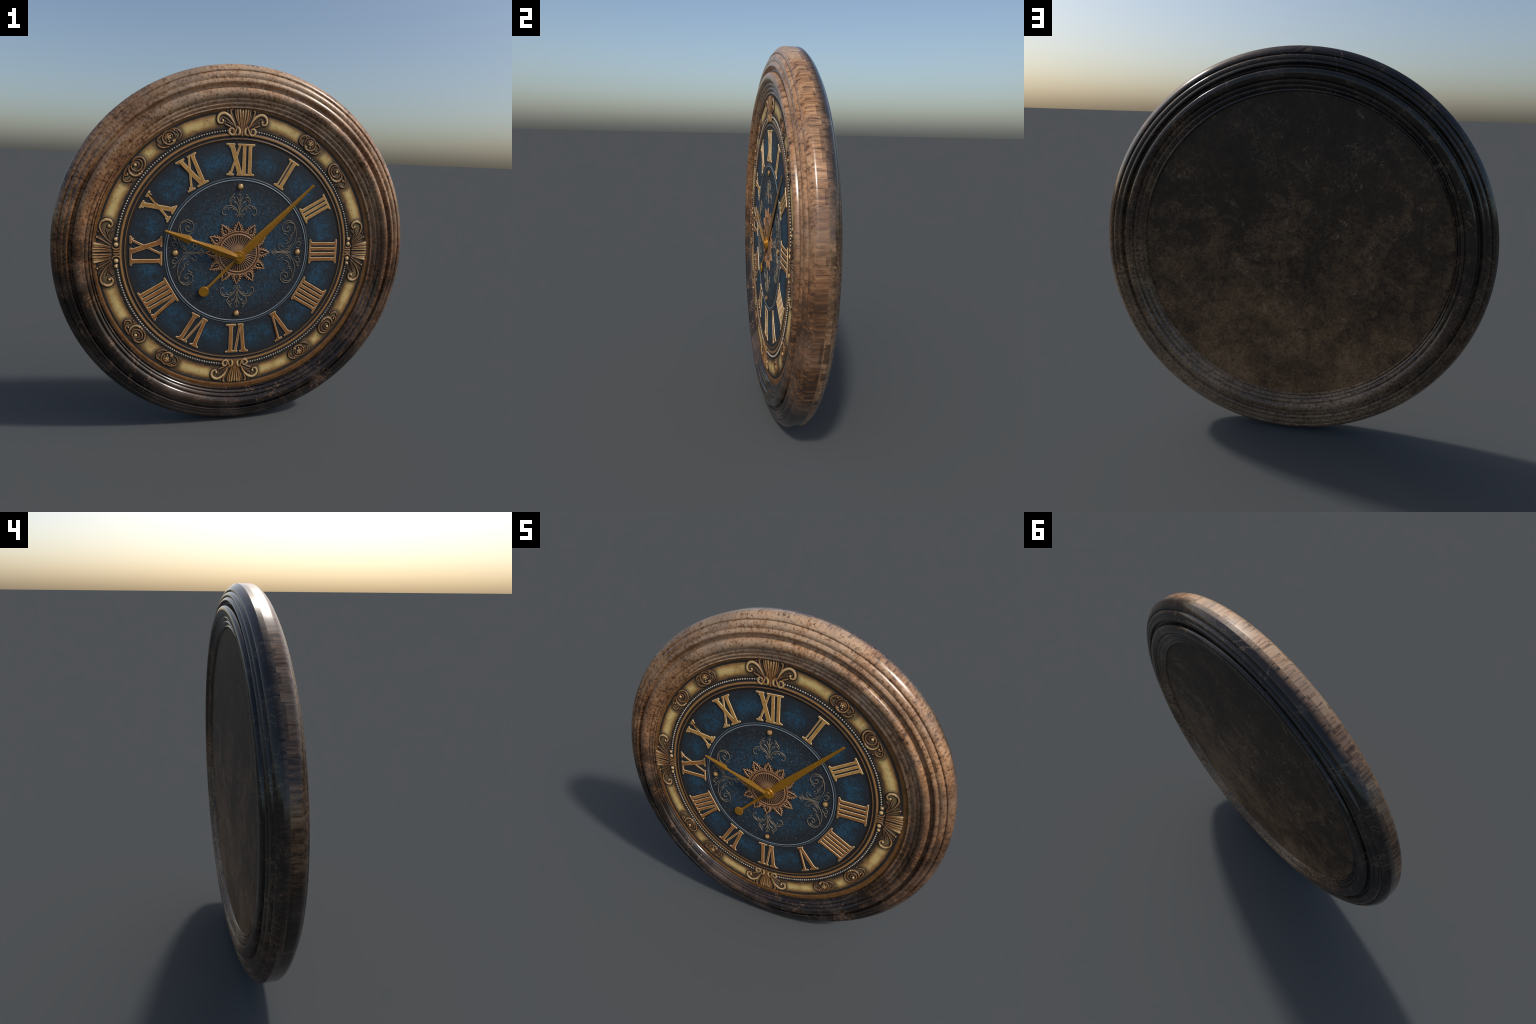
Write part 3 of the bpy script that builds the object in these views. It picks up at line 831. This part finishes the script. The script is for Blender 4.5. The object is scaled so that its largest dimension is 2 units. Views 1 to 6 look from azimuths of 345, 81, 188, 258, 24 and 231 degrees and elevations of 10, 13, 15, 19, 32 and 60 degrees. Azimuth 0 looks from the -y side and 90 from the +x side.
def medallion_material():
    M = Mat("fluted_copper")
    x, z, r = polar(M)
    ang = M.math("ARCTAN2", x, z)
    fl = M.math("MULTIPLY_ADD", M.math("COSINE", M.math("MULTIPLY", ang, 44.0)), 0.5, 0.5)
    n = M.noise(M.obj, 60, 4, 0.65)
    fl = M.math("ADD", fl, M.math("MULTIPLY_ADD", n, 0.5, -0.25))
    ray = M.mix(M.step(fl, 0.30, 0.80), (0.030, 0.017, 0.011), (0.28, 0.145, 0.072))
    hub = M.mix(n, (0.26, 0.130, 0.058), (0.42, 0.235, 0.115))
    col = M.mix(M.step(r, 0.030, 0.062, 1.0, 0.0), ray, hub)  # centre lightened: the dome's bright glow is baked into the colour
    return M.out(col, 0.36, 0.25, 0.5)
med = add_object("medallion", fluted_disc(), clock, MC, [medallion_material()], angle=0)
ring_part("medallion_rim", [(.100, .0010), (.1025, .0026), (.1052, .0040), (.1078, .0034), (.1095, .0014), (.1130, .0010), (.1165, .0012), (.1180, .0026), (.1200, .0030), (.1222, .0022), (.1240, .0004)],
          ORN2, med, 160)
def leaf(big=True):
    R = Relief()
    if big:
        loopp = [(0, .118), (.013, .126), (.019, .138), (.013, .154), (0, .183)]
        for m in (1, -1):
            X = lambda p: (p[0] * m, p[1])
            R.stroke([(0, .120), (.012, .127), (.0165, .139), (.011, .154), (0, .184)], .0020, .0022, .0040, h=.9, K=6, xf=X)
            for a, b in (((.0165, .131), (.029, .139)), ((.0185, .142), (.026, .153)), ((.0145, .153), (.0175, .166)), ((.012, .123), (.027, .126))):
                R.stroke([a, b], .0022, .0026, .0038, h=.8, K=5, per=4, xf=X)
        body = len(R.F)
        R.stroke([(0, .117), (0, .148), (0, .181)], .0100, .0020, .0190, h=.01, K=8)
        body = range(body, len(R.F))
        R.stroke([(0, .127), (0, .137), (0, .148)], .0014, .0012, .0034, h=.9, K=6)
    else:
        for m in (1, -1):
            X = lambda p: (p[0] * m, p[1])
            R.stroke([(.001, .119), (.005, .128), (.012, .137)], .0022, .0020, .0030, h=.7, K=5, per=4, xf=X)
            R.stroke([(.004, .119), (.013, .124)], .0020, .0020, h=.7, K=5, per=4, xf=X)
        R.stroke([(0, .119), (0, .132)], .0022, .0014, h=.7, K=5, per=4)
    me = R.mesh("medallion_leaf")
    me.materials.append(ORN2); me.materials.append(TARN)
    if big:
        for i in body: me.polygons[i].material_index = 1      # tarnished ground inside the leaf
    return me
ground = lathe("medallion_ground", [(.112, -.0007), (.150, -.0005), (.158, 0.0003)], 96)
add_object("medallion_ground", ground, med, (0, 0, 0), [TARN])
LB, LS = leaf(True), leaf(False)
for i in range(12):
    for me, da, s in ((LB, 0, 1), (LS, 15, 1)):
        ob = bpy.data.objects.new("medallion_leaf", me)
        COL.objects.link(ob); ob.parent = med
        ob.rotation_euler = (0, radians(30 * i + da + random.uniform(-1.2, 1.2)), 0)
        k = s * random.uniform(.97, 1.03)
        ob.scale = (k, 1, k)
        me.polygons.foreach_set("use_smooth", [True] * len(me.polygons))

# ---- hands
HUB = (-0.0150, 0.9720)
def blade(name, length_stations, tip, y_mid, parent=clock, lean=0.0):
    """length_stations: (distance, half width, ridge height). Diamond section with a centre ridge."""
    V, F = [], []
    for d, w, h in length_stations:
        o = lean * d / length_stations[-1][0]
        V += [(-w, o, d), (0, o - h, d), (w, o, d), (0, o + h * .75, d)]
    n = len(length_stations)
    for i in range(n - 1):
        for j in range(4):
            a, b = i * 4 + j, i * 4 + (j + 1) % 4
            F.append((a, b, b + 4, a + 4))
    F.append((3, 2, 1, 0)); F.append(tuple((n - 1) * 4 + j for j in range(4)))
    me = mesh_from(name, V, F); fix_normals(me)
    ob = add_object(name, me, parent, (HUB[0], y_mid, HUB[1]), [HAND], smooth=True, angle=24)
    ob.rotation_euler = (0, atan2(tip[0] - HUB[0], tip[1] - HUB[1]), 0)
    return ob
hour = blade("hour_hand", [(.010, .0150, 0.0067), (.040, .0165, 0.0083), (.075, .0220, 0.0093), (.110, .0260, 0.0096), (.140, .0225, 0.0093), (.180, .0170, 0.0084), (.230, .0120, 0.0072), (.272, .0090, 0.0060),
                           (.280, .0105, 0.0063), (.288, .0190, 0.0078), (.297, .0232, 0.0084), (.312, .0225, 0.0084), (.335, .0180, 0.0078), (.365, .0135, 0.0069), (.405, .0090, 0.0060), (.430, .0072, 0.0054), (.4335, .0050, 0.0036)],
             (-.4215, 1.1205), -.0845, lean=.0055)
minute = blade("minute_hand", [(.010, .0150, .0030), (.040, .0172, .0034), (.080, .0222, .0038), (.115, .0236, .0040), (.170, .0222, .0038), (.250, .0187, .0035), (.350, .0148, .0032), (.450, .0110, .0028), (.560, .0070, .0026), (.583, .0064, .0025), (.587, .0044, .0016)],
               (.4045, 1.3800), -.0705)
TAIL = (-.2075, .7820)
tail = blade("counterweight_rod", [(.010, .0105, .0028), (.060, .0095, .0028), (.150, .0078, .0026), (.215, .0072, .0026), (.235, .0085, .0026), (.250, .0110, .0026)], TAIL, -.0705)
tail.parent = minute
tail.location = (0, 0, 0)
tail.rotation_euler = (0, atan2(TAIL[0] - HUB[0], TAIL[1] - HUB[1]) - minute.rotation_euler[1], 0)
cw = lathe("counterweight", [(.0001, -.0045), (.0262, -.0045), (.0285, -.0030), (.0290, 0), (.0285, .0025), (.0001, .0032)], 48)
fix_normals(cw)
cw = add_object("counterweight", cw, minute, (0, 0, 0), [HAND], angle=30)
d = Vector((TAIL[0] - HUB[0], 0, TAIL[1] - HUB[1]))
import mathutils
cw.location = mathutils.Matrix.Rotation(-minute.rotation_euler[1], 3, 'Y') @ d

hub = lathe("hub", [(.0001, .006), (.0300, .006), (.0340, .004), (.0352, -.001), (.0352, -.0075), (.0335, -.0100), (.0001, -.0102)], 64)
fix_normals(hub)
hub = add_object("hub", hub, clock, (HUB[0], -.0705, HUB[1]), [HAND], angle=30)
def slotted_cap(r=.0198, h=.0085, slot=.0016):
    """Domed screw head cut by a straight slot."""
    V, F = [], []
    for s in (1, -1):
        base = len(V); n = 28
        g0 = math.asin(slot / r)
        rows = [(1.0, 0.0), (1.0, -h * .78), (.93, -h)]
        for k, y in rows:
            for i in range(n):
                a = g0 + (pi - 2 * g0) * i / (n - 1)
                V.append((r * k * cos(a), y, s * max(r * k * sin(a), slot)))
        for q in range(len(rows) - 1):
            for i in range(n):
                j = (i + 1) % n
                F.append((base + q * n + i, base + q * n + j, base + (q + 1) * n + j, base + (q + 1) * n + i))
        F.append(tuple(base + (len(rows) - 1) * n + i for i in range(n)))
    me = mesh_from("hub_cap", V, F); fix_normals(me)
    return me
cap = add_object("hub_cap", slotted_cap(), hub, (0, -.0100, 0), [HAND], angle=30)
cap.rotation_euler = (0, radians(3), 0)
